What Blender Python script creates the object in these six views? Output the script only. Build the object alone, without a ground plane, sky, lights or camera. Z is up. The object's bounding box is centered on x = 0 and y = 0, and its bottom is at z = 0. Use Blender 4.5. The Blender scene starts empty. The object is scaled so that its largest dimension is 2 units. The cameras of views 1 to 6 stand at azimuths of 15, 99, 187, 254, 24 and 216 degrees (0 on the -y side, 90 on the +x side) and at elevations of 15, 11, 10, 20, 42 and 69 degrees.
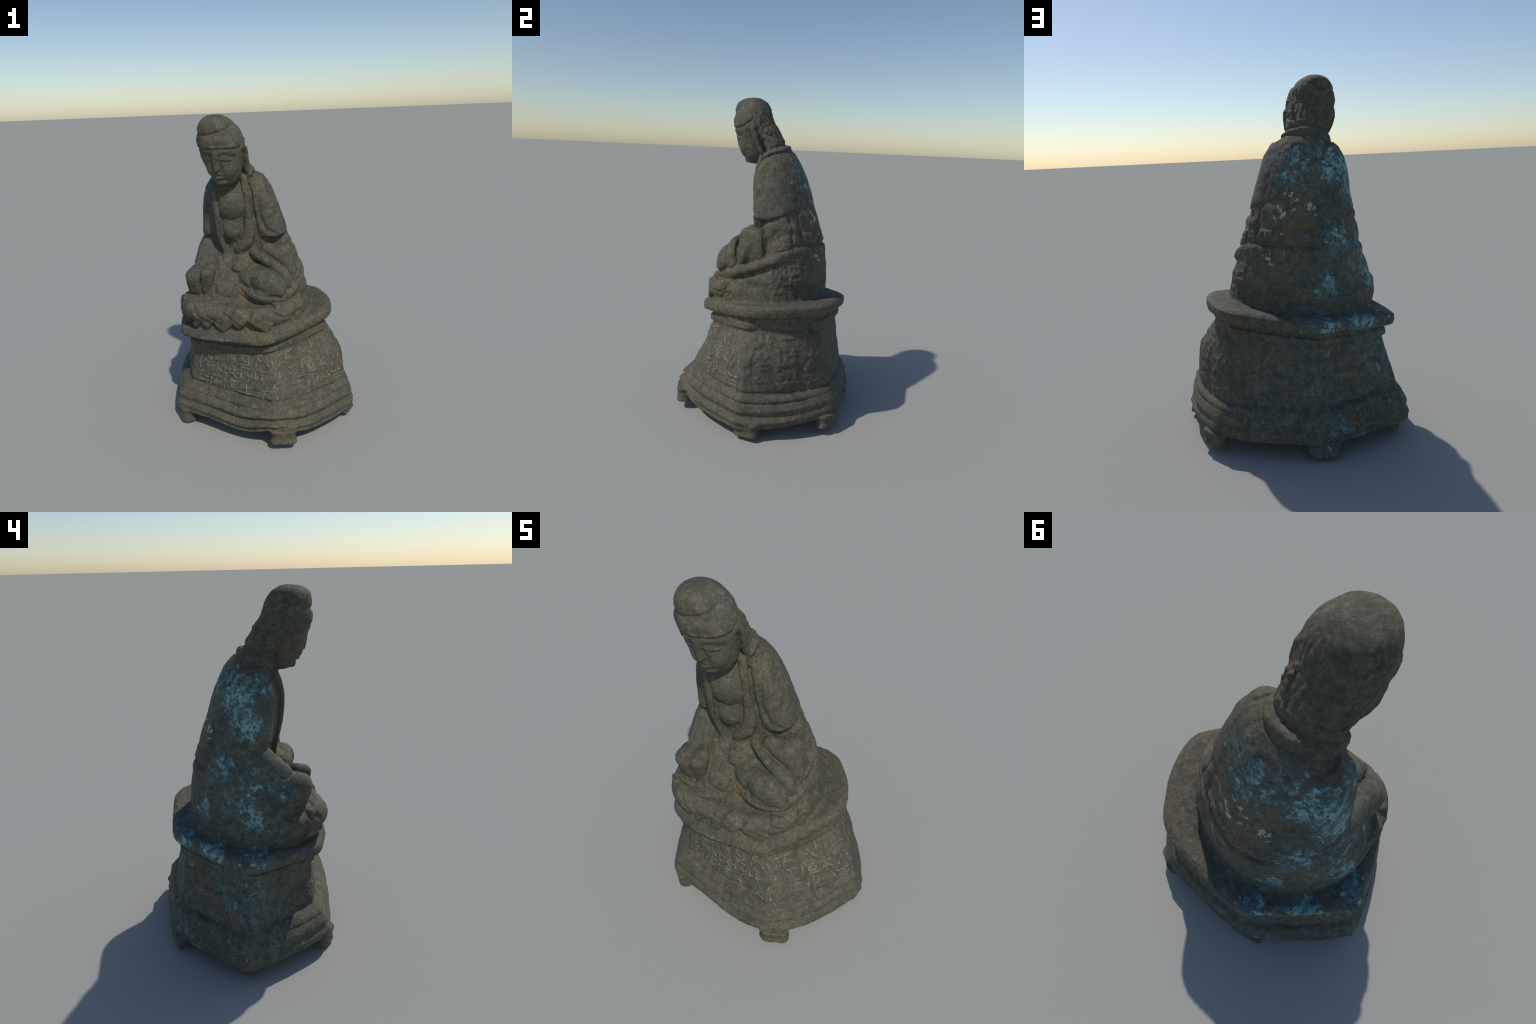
"""Weathered cast-bronze figure seated cross-legged on a six-sided inscribed pedestal.

The casting is one continuous skin, so it is modelled as an implicit surface: every
anatomical / garment / pedestal part is a rounded solid (loft, ellipsoid, tube, prism),
the solids are blended, grooves are cut along curves, and the zero surface is meshed.
The skin is then separated by part into named objects that share border normals."""
import bpy, math, time
from concurrent.futures import ThreadPoolExecutor
import numpy as np

T0 = time.perf_counter()
def stamp(what): print(what, round(time.perf_counter() - T0, 1), flush=True)
RNG = np.random.default_rng(11)
H = 0.0045                      # mesh cell
LO = np.array([-0.70, -0.63, -0.02])
HI = np.array([0.70, 0.63, 2.04])

# ------------------------------------------------------------------ helpers
def V(*a): return np.array(a, float)

def smooth_path(pts, step=0.012):
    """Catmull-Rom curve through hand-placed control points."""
    P = np.asarray(pts, float)
    if len(P) == 2:
        n = max(2, int(np.linalg.norm(P[1] - P[0]) / step) + 1)
        t = np.linspace(0, 1, n)[:, None]
        return P[0] * (1 - t) + P[1] * t
    Q = np.vstack([2 * P[0] - P[1], P, 2 * P[-1] - P[-2]])
    out = []
    for i in range(1, len(Q) - 2):
        n = max(2, int(np.linalg.norm(Q[i + 1, :3] - Q[i, :3]) / step) + 1)
        t = np.linspace(0, 1, n, endpoint=(i == len(Q) - 3))[:, None]
        a, b, c, d = Q[i - 1], Q[i], Q[i + 1], Q[i + 2]
        out.append(0.5 * (2 * b + (c - a) * t + (2 * a - 5 * b + 4 * c - d) * t ** 2 + (3 * b - a - 3 * c + d) * t ** 3))
    return np.vstack(out)

def lattice_noise(p, scale, seed=0):
    """Smooth value noise in -1..1, vectorised."""
    q = p * scale + 37.7 + seed * 13.13
    i = np.floor(q).astype(np.int64); f = q - i
    f = f * f * (3 - 2 * f)
    def h(dx, dy, dz):
        n = (i[:, 0] + dx) * 73856093 ^ (i[:, 1] + dy) * 19349663 ^ (i[:, 2] + dz) * 83492791 ^ (seed * 2654435761)
        n = (n ^ (n >> 13)) * 1274126177 & 0x7fffffff
        n = (n ^ (n >> 16)) * 668265263 & 0x7fffffff
        return (n & 0xffff) / 32767.5 - 1
    x, y, z = f.T
    r = 0
    for dx in (0, 1):
        for dy in (0, 1):
            for dz in (0, 1):
                r = r + h(dx, dy, dz) * (x if dx else 1 - x) * (y if dy else 1 - y) * (z if dz else 1 - z)
    return r

def rot(euler):
    a, b, c = np.radians(euler)
    X = np.array([[1, 0, 0], [0, math.cos(a), -math.sin(a)], [0, math.sin(a), math.cos(a)]])
    Y = np.array([[math.cos(b), 0, math.sin(b)], [0, 1, 0], [-math.sin(b), 0, math.cos(b)]])
    Z = np.array([[math.cos(c), -math.sin(c), 0], [math.sin(c), math.cos(c), 0], [0, 0, 1]])
    return Z @ Y @ X

# ------------------------------------------------------------------ solids
SOLIDS = []      # (part, distance function, blend, lo, hi)

def add(part, fn, lo, hi, blend=0.02, margin=0.07):
    SOLIDS.append((part, fn, blend, np.asarray(lo, float) - margin, np.asarray(hi, float) + margin))

def ellipsoid(part, c, r, euler=(0, 0, 0), blend=0.02):
    c, r, R = V(*c), V(*r), rot(euler)
    def fn(p):
        q = (p - c) @ R
        k0 = np.linalg.norm(q / r, axis=1); k1 = np.linalg.norm(q / r ** 2, axis=1) + 1e-9
        return k0 * (k0 - 1) / k1
    m = max(r); add(part, fn, c - m, c + m, blend)

def tube(part, pts, blend=0.015, flat=None):
    """Tube through (x, y, z, radius) control points; flat=(axis, factor) squashes its section."""
    C = smooth_path(np.asarray(pts, float), 0.02)
    S = np.ones(3)
    if flat: S[flat[0]] = 1 / flat[1]
    def fn(p):
        d = np.full(len(p), 9.0)
        q = p * S
        for a, b in zip(C[:-1], C[1:]):
            A, B = a[:3] * S, b[:3] * S; ab = B - A
            t = np.clip(((q - A) @ ab) / (ab @ ab + 1e-12), 0, 1)
            d = np.minimum(d, np.linalg.norm(q - A - t[:, None] * ab, axis=1) - (a[3] + t * (b[3] - a[3])))
        return d * (flat[1] if flat and flat[1] < 1 else 1)
    m = C[:, 3].max() * max(1, flat[1] if flat else 1)
    add(part, fn, C[:, :3].min(0) - m, C[:, :3].max(0) + m, blend)

def loft(part, levels, blend=0.02, power=2.3, cut=None, tilt=(0, 0)):
    """Stack of sections (z, x_min, x_max, y_min, y_max). power is the superellipse exponent, either one
    number or rows of (z, front, back on +x, back on -x): low exponents chamfer that quarter."""
    L = np.asarray(levels, float)
    T = smooth_path(L[:, [1, 2, 3, 4, 0]], 0.004)
    T = T[np.argsort(T[:, 4])]
    W = np.atleast_2d(np.asarray(power, float)) if not np.isscalar(power) else np.array([[0, power, power, power]])
    def fn(p):
        z = p[:, 2] - tilt[0] * p[:, 0] - tilt[1] * p[:, 1]
        x0, x1, y0, y1 = (np.interp(z, T[:, 4], T[:, i]) for i in range(4))
        cx, cy, rx, ry = (x0 + x1) / 2, (y0 + y1) / 2, (x1 - x0) / 2, (y1 - y0) / 2
        q = np.interp(z, W[:, 0], W[:, 1])
        if len(W) > 1 or W[0, 1] != W[0, 2]:
            q = np.where(p[:, 1] > cy, np.where(p[:, 0] > cx, np.interp(z, W[:, 0], W[:, 2]), np.interp(z, W[:, 0], W[:, 3])), q)
        u, v = np.abs(p[:, 0] - cx) / rx + 1e-6, np.abs(p[:, 1] - cy) / ry + 1e-6
        k = (u ** q + v ** q) ** (1 / q)
        g = np.sqrt((u ** (q - 1) / rx) ** 2 + (v ** (q - 1) / ry) ** 2) / k ** (q - 1)
        d = (k - 1) / np.maximum(g, 0.9 / np.maximum(rx, ry))
        d = np.maximum(d, np.maximum(L[0, 0] - z, z - L[-1, 0]))
        if cut is not None: d = smax(d, cut(p), 0.012)
        return d
    add(part, fn, (L[:, 1].min(), L[:, 3].min(), L[0, 0]), (L[:, 2].max(), L[:, 4].max(), L[-1, 0]), blend)

def block(part, c, half, euler=(0, 0, 0), edge=.03, blend=.01):
    """Rounded box."""
    c, h, M = V(*c), V(*half), rot(euler)
    def fn(p):
        q = np.abs((p - c) @ M) - h + edge
        return np.linalg.norm(np.maximum(q, 0), axis=1) + np.minimum(q.max(1), 0) - edge
    m = np.linalg.norm(h); add(part, fn, c - m, c + m, blend)

def smin(a, b, k):
    h = np.clip(k - np.abs(a - b), 0, None) / k
    return np.minimum(a, b) - h * h * k * 0.25

def smax(a, b, k): return -smin(-a, -b, k)

# ------------------------------------------------------------------ pedestal
def lean(p):
    """The upper pedestal leans: its levels rise towards +x and +y."""
    t = np.clip((p[:, 2] - 0.29) / 0.33, 0, 1); t = t * t * (3 - 2 * t)
    return p[:, 2] - t * (0.06 * p[:, 0] + 0.066 * p[:, 1] + 0.065 * np.logaddexp(0, p[:, 0] / .04) * .04)

# corner order: front, right, back-right, back, back-left, left
HEX = {
    "skirt":  [(.231, -.545), (.648, -.056), (.404, .480), (-.175, .552), (-.650, .214), (-.500, -.309)],
    "foot":   [(.203, -.457), (.603, -.042), (.316, .434), (-.160, .492), (-.590, .185), (-.406, -.251)],
    "middle": [(.171, -.388), (.574, -.042), (.310, .392), (-.165, .460), (-.548, .160), (-.380, -.240)],
    "neck":   [(.147, -.344), (.452, -.045), (.276, .360), (-.168, .446), (-.514, .134), (-.378, -.238)],
    "slab":   [(.150, -.418), (.508, -.036), (.302, .420), (-.170, .502), (-.588, .178), (-.450, -.277)],
}
def mix_hex(a, b, t): return [tuple(np.array(p) * (1 - t) + np.array(q) * t) for p, q in zip(HEX[a], HEX[b])]
def grow_hex(a, d):
    P = np.array(HEX[a]); c = P.mean(0); n = P - c
    return [tuple(x) for x in P + n / np.linalg.norm(n, axis=1)[:, None] * d]

def prism(part, levels, round_k, bulge, lo_z, hi_z, ridges=None, blend=0.012, bottom=None):
    W = np.array([l[0] for l in levels]); C = np.array([l[1] for l in levels]).reshape(len(levels), 12)
    def fn(p):
        w = lean(p)
        c = np.stack([np.interp(w, W, C[:, i]) for i in range(12)], 1).reshape(-1, 6, 2)
        d = np.full(len(p), -9.0)
        for i in range(6):
            a, b = c[:, i], c[:, (i + 1) % 6]
            e = b - a; l = np.linalg.norm(e, axis=1) + 1e-9
            n = np.stack([e[:, 1], -e[:, 0]], 1) / l[:, None]
            t = np.clip(((p[:, :2] - a) * e).sum(1) / l ** 2, 0, 1)
            s = ((p[:, :2] - a) * n).sum(1) - bulge[i] * 4 * t * (1 - t)
            d = smax(d, s, round_k)
        if ridges is not None: d = d - ridges(p, w)
        d = smax(d, (w - hi_z) * 1.0, 0.018)
        low = (lo_z - w) if bottom is None else bottom(p) - p[:, 2]
        return smax(d, low, 0.015)
    add(part, fn, (-.66, -.58, lo_z - .06), (.66, .58, hi_z + .08), blend, 0.06)

def side_wear(p):
    """Mouldings are crisp on the front, worn away towards the back."""
    return np.clip(0.95 - 1.6 * (p[:, 1] - 0.45 * p[:, 0] + 0.05), 0.35, 1)

def skirt_bottom(p):
    return 0.088 - .018 * np.clip((p[:, 0] - p[:, 1] - .25) / .3, 0, 1) + 0.06 * np.exp(-((p[:, 0] - .22) ** 2 + (p[:, 1] + .52) ** 2) / .02) - 0.012 * np.exp(-((p[:, 0] + .62) ** 2 + (p[:, 1] - .2) ** 2) / .03) + .02 * np.exp(-((p[:, 0] - .40) ** 2 + (p[:, 1] - .47) ** 2) / .02)

def skirt_ridges(p, w):
    low = skirt_bottom(p)
    t = (w - low) / (.275 - low) + .03 * np.sin(9 * p[:, 0] + 3) * np.sin(7 * p[:, 1])
    r = 0
    for c, a, s in ((.90, .005, .06), (.57, .010, .07), (.24, .011, .07), (.03, .003, .06)): r = r + a * np.exp(-((t - c) / s) ** 2)
    for c, a, s in ((.40, .013, .07), (.76, .012, .035), (.12, .006, .05)): r = r - a * np.exp(-((t - c) / s) ** 2)
    return r * side_wear(p) * np.clip(1 + .7 * lattice_noise(p, 5, 21), .5, 1.5)

BULGE = (.036, .046, .014, .032, .022, .022)
prism("base_moulding", [(.06, grow_hex("skirt", -.006)), (.11, HEX["skirt"]), (.16, mix_hex("skirt", "foot", .12)), (.20, mix_hex("skirt", "foot", .28)), (.236, mix_hex("skirt", "foot", .46)), (.252, mix_hex("skirt", "foot", .66)), (.265, mix_hex("skirt", "foot", .92)), (.273, mix_hex("skirt", "foot", 1.1))],
      .014, BULGE, .06, .274, skirt_ridges, 0.008, skirt_bottom)
prism("pedestal", [(.22, grow_hex("foot", .0)), (.262, grow_hex("foot", -.003)), (.280, HEX["foot"]), (.42, HEX["middle"]), (.55, HEX["neck"]), (.64, grow_hex("neck", .004))],
      .007, (.036, .054, .008, .022, .008, .012), .13, .66,
      lambda p, w: -.010 * np.exp(-((w - .279) / .009) ** 2) * side_wear(p))
prism("pedestal", [(.555, grow_hex("neck", .004)), (.572, grow_hex("neck", .022)), (.602, grow_hex("neck", .021)), (.615, grow_hex("neck", .004))],
      .02, (.020, .020, .004, .014, .008, .008), .555, .615, None, .005)
prism("seat_slab", [(.630, grow_hex("slab", -.030)), (.645, grow_hex("slab", -.006)), (.670, HEX["slab"]), (.695, grow_hex("slab", -.003)), (.715, grow_hex("slab", -.03))],
      .042, (.022, .048, .006, .012, .008, .012), .630, .712, None, .008)
loft("seat_slab", [(.68, -.48, .37, -.40, .41), (.705, -.455, .355, -.38, .385), (.728, -.42, .335, -.35, .36)], .05, (0, 2.4, 1.7, 2.1), tilt=(.09, .075))

def foot(cx, cy, tangent, half, depth, z0, z1):
    a = math.radians(tangent); T, N = V(math.cos(a), math.sin(a), 0), V(-math.sin(a), math.cos(a), 0)
    c = V(cx, cy, (z0 + z1) / 2)
    def fn(p):
        q = p - c
        u, v, z = q @ T, q @ N, p[:, 2]
        flare = 1 - 0.16 * np.sin(np.clip((z - z0) / (z1 - z0), 0, 1) * math.pi)
        d = smax(smax(np.abs(u) - half * flare, np.abs(v) - depth * flare, .045), np.maximum(z0 - z, z - z1), .018)
        return d
    add("foot", fn, c - half - .01, c + half + .01, 0.014, .03)

foot(.268, -.490, 14, .088, .054, .046, .14)
foot(.596, -.005, 76, .086, .046, .022, .11)
foot(.392, .446, 146, .086, .046, .040, .12)
foot(-.188, .504, 188, .096, .048, .020, .11)
foot(-.566, .200, 240, .055, .030, .014, .09)
foot(-.440, -.292, 310, .078, .056, .010, .11)

# ------------------------------------------------------------------ seated figure
loft("leg", [(.66, -.43, .325, -.34, .36), (.71, -.465, .368, -.345, .370), (.77, -.480, .366, -.345, .368), (.82, -.475, .352, -.332, .366), (.855, -.462, .335, -.275, .364), (.89, -.450, .332, -.260, .36),
             (.95, -.435, .302, -.238, .355), (1.0, -.415, .282, -.200, .348), (1.05, -.402, .268, -.15, .338), (1.10, -.37, .258, -.10, .322), (1.15, -.33, .235, -.06, .30)], .02,
     [(.7, 2.4, 1.78, 1.95), (.95, 2.3, 1.68, 1.8), (1.1, 2.2, 1.4, 1.85)])
# rolled front edge of the crossed legs
tube("leg", [(-.425, -.13, .80, .055), (-.385, -.235, .80, .063), (-.30, -.295, .795, .064), (-.18, -.316, .795, .054), (-.05, -.330, .795, .048), (.08, -.330, .80, .048),
             (.18, -.308, .80, .056), (.255, -.235, .815, .052), (.285, -.12, .83, .05)], .05)
loft("torso", [(1.05, -.345, .240, -.08, .334), (1.10, -.335, .235, -.085, .320), (1.20, -.305, .210, -.09, .293), (1.30, -.300, .185, -.095, .266), (1.40, -.295, .148, -.105, .237), (1.50, -.285, .112, -.11, .200),
               (1.56, -.270, .085, -.085, .170), (1.60, -.255, .055, -.07, .147), (1.64, -.235, .02, -.05, .118), (1.67, -.21, -.03, -.03, .09)], .03,
     [(1.05, 2.3, 1.30, 2.05), (1.3, 2.3, 1.40, 2.3), (1.5, 2.3, 1.8, 2.35), (1.6, 2.3, 2.0, 2.2)])
ellipsoid("chest", (-.112, -.056, 1.47), (.135, .096, .145), (-4, 0, 5), .025)
ellipsoid("torso", (-.215, -.025, 1.37), (.065, .072, .20), (0, 0, 0), .02)
ellipsoid("belly", (-.118, -.054, 1.285), (.095, .074, .092), (0, 0, 0), .025)

def hem_left(p):   # the sleeve ends at a hem that rises towards the back
    return 1.238 + 0.30 * np.clip(p[:, 1] - .0, 0, .3) + 0.05 * np.clip(-p[:, 1] - .05, 0, .2) - p[:, 2]
def hem_right(p):
    return 1.222 + 0.1 * np.clip(-p[:, 1], 0, .2) - p[:, 2]
loft("sleeve", [(1.20, .024, .214, -.098, .17), (1.27, .024, .210, -.108, .16), (1.35, .010, .190, -.108, .15), (1.44, -.012, .162, -.118, .14), (1.52, -.03, .132, -.112, .12), (1.58, -.045, .103, -.092, .10), (1.625, -.06, .068, -.048, .075)],
     .022, (0, 2.4, 1.7, 2.0), hem_left)
loft("sleeve", [(1.19, -.370, -.225, -.02, .185), (1.25, -.370, -.220, -.035, .208), (1.33, -.358, -.218, -.050, .195), (1.42, -.350, -.215, -.060, .182), (1.50, -.336, -.21, -.055, .158), (1.57, -.308, -.20, -.035, .125), (1.61, -.275, -.19, -.01, .09)],
     .022, (0, 2.2, 2.2, 2.6), hem_right)
# lapels of the open robe
tube("lapel", [(-.030, -.088, 1.62, .022), (-.016, -.104, 1.54, .026), (-.010, -.102, 1.45, .028), (-.006, -.094, 1.36, .030), (-.006, -.090, 1.28, .036), (-.030, -.090, 1.20, .040), (-.078, -.088, 1.155, .034)], .012)
tube("lapel", [(-.222, -.082, 1.57, .020), (-.216, -.112, 1.48, .022), (-.208, -.118, 1.40, .022), (-.206, -.108, 1.31, .020), (-.203, -.092, 1.24, .020), (-.178, -.086, 1.15, .018), (-.150, -.092, 1.10, .014)], .010)
# rolled collar round the nape
tube("collar", [(-.005, -.06, 1.635, .020), (.0, .0, 1.655, .020), (-.035, .044, 1.670, .020), (-.10, .064, 1.682, .020), (-.17, .054, 1.678, .018), (-.228, .015, 1.655, .017), (-.242, -.045, 1.61, .016)], .018)

# lap, arms and hands
tube("arm", [(-.292, .085, 1.21, .070), (-.312, .025, 1.12, .084), (-.320, -.064, 1.042, .079)], .03)
ellipsoid("sleeve", (-.298, .115, 1.215), (.076, .09, .075), (0, 0, 0), .03)
block("hand", (-.343, -.154, .953), (.074, .080, .100), (16, 0, -16), .060, .010)
block("hand", (-.262, -.188, .966), (.046, .060, .104), (18, 5, 4), .034, .006)
block("sleeve_drape", (.142, .075, 1.125), (.076, .10, .105), (0, 0, 22), .04, .02)
block("sleeve_drape", (.192, -.078, 1.075), (.082, .092, .112), (0, -14, 0), .055, .012)
tube("sleeve_drape", [(.115, -.098, 1.15, .050), (.19, -.112, 1.12, .052), (.250, -.118, 1.05, .044), (.278, -.138, .985, .018)], .012)
tube("sash", [(.020, -.100, 1.135, .026), (.09, -.155, 1.115, .030), (.175, -.205, 1.085, .032), (.225, -.205, 1.03, .042), (.238, -.190, .965, .046), (.235, -.19, .93, .036)], .010)
tube("hand", [(.075, -.215, 1.005, .062), (.13, -.234, .990, .080), (.185, -.244, .960, .072), (.216, -.270, .942, .040)], .010)
ellipsoid("lap", (.09, -.13, .985), (.17, .15, .092), (0, 6, 0), .02)
ellipsoid("lap", (.215, -.120, .950), (.075, .10, .065), (0, 0, 0), .02)
ellipsoid("lap", (.12, -.170, .905), (.16, .145, .075), (0, 4, 0), .02)
tube("lap", [(-.035, -.215, .938, .020), (.02, -.250, .908, .020), (.09, -.270, .888, .022), (.17, -.272, .878, .022), (.225, -.252, .890, .020)], .02)
ellipsoid("waist_cloth", (-.065, -.085, 1.052), (.082, .115, .062), (14, -8, 0), .012)
ellipsoid("waist_cloth", (.030, -.135, 1.035), (.060, .060, .040), (0, -24, 0), .012)
ellipsoid("waist_cloth", (-.190, -.075, 1.035), (.075, .070, .085), (0, 0, 0), .03)
ellipsoid("waist_cloth", (-.060, -.05, 1.10), (.13, .06, .05), (0, 0, 0), .02)

# hanging pointed folds of the robe below the crossed legs: (x, y, z, half width, half height, lean, turn)
for x, y, z, rx, rz, tiltdeg, turn in ((-.368, -.254, .765, .028, .078, 26, -48), (-.285, -.303, .755, .024, .085, 38, -20), (-.215, -.322, .750, .032, .062, 46, -14), (-.115, -.342, .752, .050, .062, 40, -4),
                                       (-.020, -.358, .785, .052, .050, 38, 0), (.112, -.352, .765, .040, .075, -58, 14), (.225, -.295, .818, .040, .062, -62, 42),
                                       (.292, -.215, .790, .024, .078, -30, 58), (.318, -.13, .775, .022, .080, -40, 72), (-.432, -.195, .775, .040, .060, 0, -60), (-.412, -.222, .838, .040, .034, 0, -50)):
    block("robe_fold", (x, y, z), (rx, .034, rz), (0, tiltdeg, turn), .020, .004)
# thicker cloth over the outer thigh
tube("leg", [(.20, -.27, .885, .028), (.285, -.15, .93, .03), (.298, .0, .985, .028), (.252, .11, 1.03, .026), (.15, .21, 1.06, .026)], .025)

# neck and head
loft("neck", [(1.55, -.240, .0, -.12, .10), (1.63, -.234, -.002, -.105, .075), (1.69, -.242, -.005, -.10, .052), (1.74, -.255, -.01, -.10, .034)], .02, (0, 2.2, 2.0, 1.9))
loft("face", [(1.577, -.175, -.085, -.180, -.09), (1.595, -.194, -.060, -.205, -.07), (1.63, -.212, -.038, -.232, -.05), (1.67, -.234, -.025, -.249, -.02), (1.72, -.257, -.016, -.272, .0),
              (1.77, -.272, -.006, -.292, .0), (1.82, -.280, .0, -.300, -.03), (1.86, -.279, -.012, -.30, -.05)], .012, (0, 2.15, 2.0, 2.0))
def hairline(p):   # hair starts high over the brow, drops behind the ears
    return np.interp(p[:, 1] + .12 * np.abs(p[:, 0] + .145), [-.30, -.20, -.15, -.12, -.085], [1.800, 1.806, 1.845, 1.80, 1.60]) - p[:, 2]
loft("hair", [(1.62, -.228, -.012, -.10, .050), (1.66, -.232, -.010, -.10, .045), (1.70, -.243, -.006, -.11, .038), (1.74, -.260, -.002, -.15, .030), (1.79, -.274, .002, -.290, .003), (1.84, -.284, .003, -.301, -.030), (1.88, -.280, -.008, -.296, -.048),
              (1.92, -.272, -.026, -.297, -.060), (1.95, -.260, -.052, -.289, -.075), (1.975, -.244, -.082, -.272, -.097), (1.993, -.215, -.115, -.243, -.128), (2.0, -.19, -.14, -.20, -.15)], .008, [(1.62, 2.0, 1.9, 1.7), (1.75, 2.1, 1.95, 1.75), (1.85, 2.15, 1.95, 1.85)], hairline)
tube("hair", [(-.254, -.15, 1.858, .024), (-.246, -.214, 1.852, .031), (-.205, -.252, 1.848, .036), (-.145, -.269, 1.847, .037), (-.085, -.256, 1.850, .036), (-.046, -.205, 1.858, .030)], .010)
ellipsoid("hair", (-.155, -.211, 1.932), (.098, .084, .044), (-16, 5, 0), .008)
# face relief
tube("nose", [(-.148, -.276, 1.775, .011), (-.150, -.271, 1.72, .014), (-.152, -.254, 1.685, .020)], .014)
for s, ly, la in ((-1, -.247, -30), (1, -.257, 22)):
    ellipsoid("face", (-.144 + s * .060, ly, 1.744), (.034, .013, .012), (0, s * 6, la), .008)      # closed lids
    ellipsoid("face", (-.132 + s * .046, -.215, 1.682), (.040, .032, .042), (0, 0, 0), .025)
tube("face", [(-.172, -.238, 1.650, .007), (-.146, -.243, 1.653, .009), (-.118, -.238, 1.650, .007)], .010)
tube("face", [(-.166, -.230, 1.633, .007), (-.145, -.235, 1.631, .010), (-.122, -.230, 1.633, .007)], .010)
ellipsoid("face", (-.140, -.200, 1.602), (.035, .022, .022), (0, 0, 0), .018)
# long ears
tube("ear", [(-.004, -.180, 1.815, .014), (.000, -.150, 1.79, .020), (-.004, -.128, 1.74, .022), (-.012, -.106, 1.69, .020), (-.012, -.090, 1.655, .016)], .010)
tube("ear", [(-.266, -.160, 1.80, .012), (-.268, -.135, 1.77, .014), (-.255, -.115, 1.72, .013), (-.238, -.10, 1.68, .011)], .014)
# curls behind the left ear and on the nape
for k in range(18):
    a = RNG.uniform(0.05, 0.85); z = RNG.uniform(1.69, 1.855)
    cy = np.interp(z, [1.66, 1.74, 1.84, 1.95], [-.04, -.06, -.12, -.17]); ry = np.interp(z, [1.66, 1.74, 1.84, 1.95], [.08, .088, .090, .09])
    rx = np.interp(z, [1.66, 1.74, 1.84, 1.92], [.118, .130, .140, .12])
    r = RNG.uniform(.012, .019)
    ellipsoid("hair", (-.142 + rx * .92 * math.cos(a), cy + ry * .92 * math.sin(a), z), (r, r, r * 1.2), (0, 0, 0), .006)

PARTS = ["base_moulding", "pedestal", "seat_slab", "foot", "leg", "torso", "chest", "belly", "sleeve", "lapel", "collar", "arm", "hand",
         "sleeve_drape", "sash", "lap", "waist_cloth", "robe_fold", "neck", "face", "hair", "nose", "ear"]

# ------------------------------------------------------------------ grooves and pits (control points are snapped to the skin)
GROOVES = []     # (control points, width, depth)
def groove(pts, width, depth): GROOVES.append([np.asarray(pts, float), width, depth])

# head
groove([(-.285, -.13, 1.925), (-.285, -.20, 1.905), (-.26, -.26, 1.892), (-.205, -.30, 1.884), (-.150, -.30, 1.890), (-.10, -.27, 1.905), (-.06, -.22, 1.930), (-.040, -.185, 1.948), (-.035, -.14, 1.955)], .007, .011)
groove([(-.300, -.16, 1.815), (-.285, -.22, 1.805), (-.23, -.275, 1.805), (-.150, -.290, 1.806), (-.07, -.268, 1.802), (-.02, -.225, 1.808), (.002, -.18, 1.835), (.0, -.15, 1.86)], .0065, .006)
for s in (-1, 1):
    groove([(-.146 + s * .030, -.285, 1.758), (-.146 + s * .062, -.275, 1.766), (-.146 + s * .10, -.240, 1.752)], .011, .007)
    groove([(-.146 + s * .032, -.28, 1.730), (-.146 + s * .062, -.265, 1.725), (-.146 + s * .095, -.240, 1.733)], .006, .004)
    groove([(-.150 + s * .026, -.275, 1.735), (-.150 + s * .032, -.265, 1.70), (-.150 + s * .034, -.255, 1.68)], .009, .004)
groove([(-.183, -.24, 1.643), (-.150, -.245, 1.644), (-.117, -.24, 1.643)], .0045, .005)
groove([(-.175, -.255, 1.672), (-.152, -.262, 1.667), (-.128, -.255, 1.672)], .005, .005)
groove([(-.018, -.165, 1.79), (-.022, -.14, 1.74), (-.022, -.115, 1.69), (-.018, -.095, 1.64)], .008, .007)
groove([(.012, -.115, 1.80), (.008, -.095, 1.74), (.006, -.07, 1.69), (.008, -.062, 1.65)], .009, .010)
groove([(-.01, -.08, 1.89), (.0, -.05, 1.86), (-.008, -.04, 1.83)], .010, .012)
groove([(-.115, -.055, 1.86), (-.10, -.06, 1.90), (-.15, -.065, 1.915), (-.20, -.06, 1.90), (-.20, -.03, 1.85), (-.15, -.025, 1.835), (-.115, -.04, 1.845)], .005, .004)
# combed hair on the back of the head
for k in range(11):
    a = math.radians(-75 + 15 * k + 5 * math.sin(3.1 * k))
    ring = []
    for zz, cy0, rr in ((1.95, -.18, .085), (1.89, -.16, .105), (1.83, -.13, .12), (1.77, -.09, .12), (1.71, -.06, .105)):
        ring.append((-.145 + (rr + .02) * math.sin(a + .12 * math.sin(40 * zz + k)), cy0 + rr * math.cos(a), zz))
    groove(ring, .006, .0032)
# collar and neck
groove([(.0, -.02, 1.632), (-.01, .05, 1.648), (-.08, .095, 1.662), (-.17, .09, 1.658), (-.24, .04, 1.63)], .007, .006)
groove([(-.002, -.03, 1.672), (-.04, .03, 1.70), (-.11, .05, 1.715), (-.19, .035, 1.708), (-.25, -.01, 1.675)], .007, .006)
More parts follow.
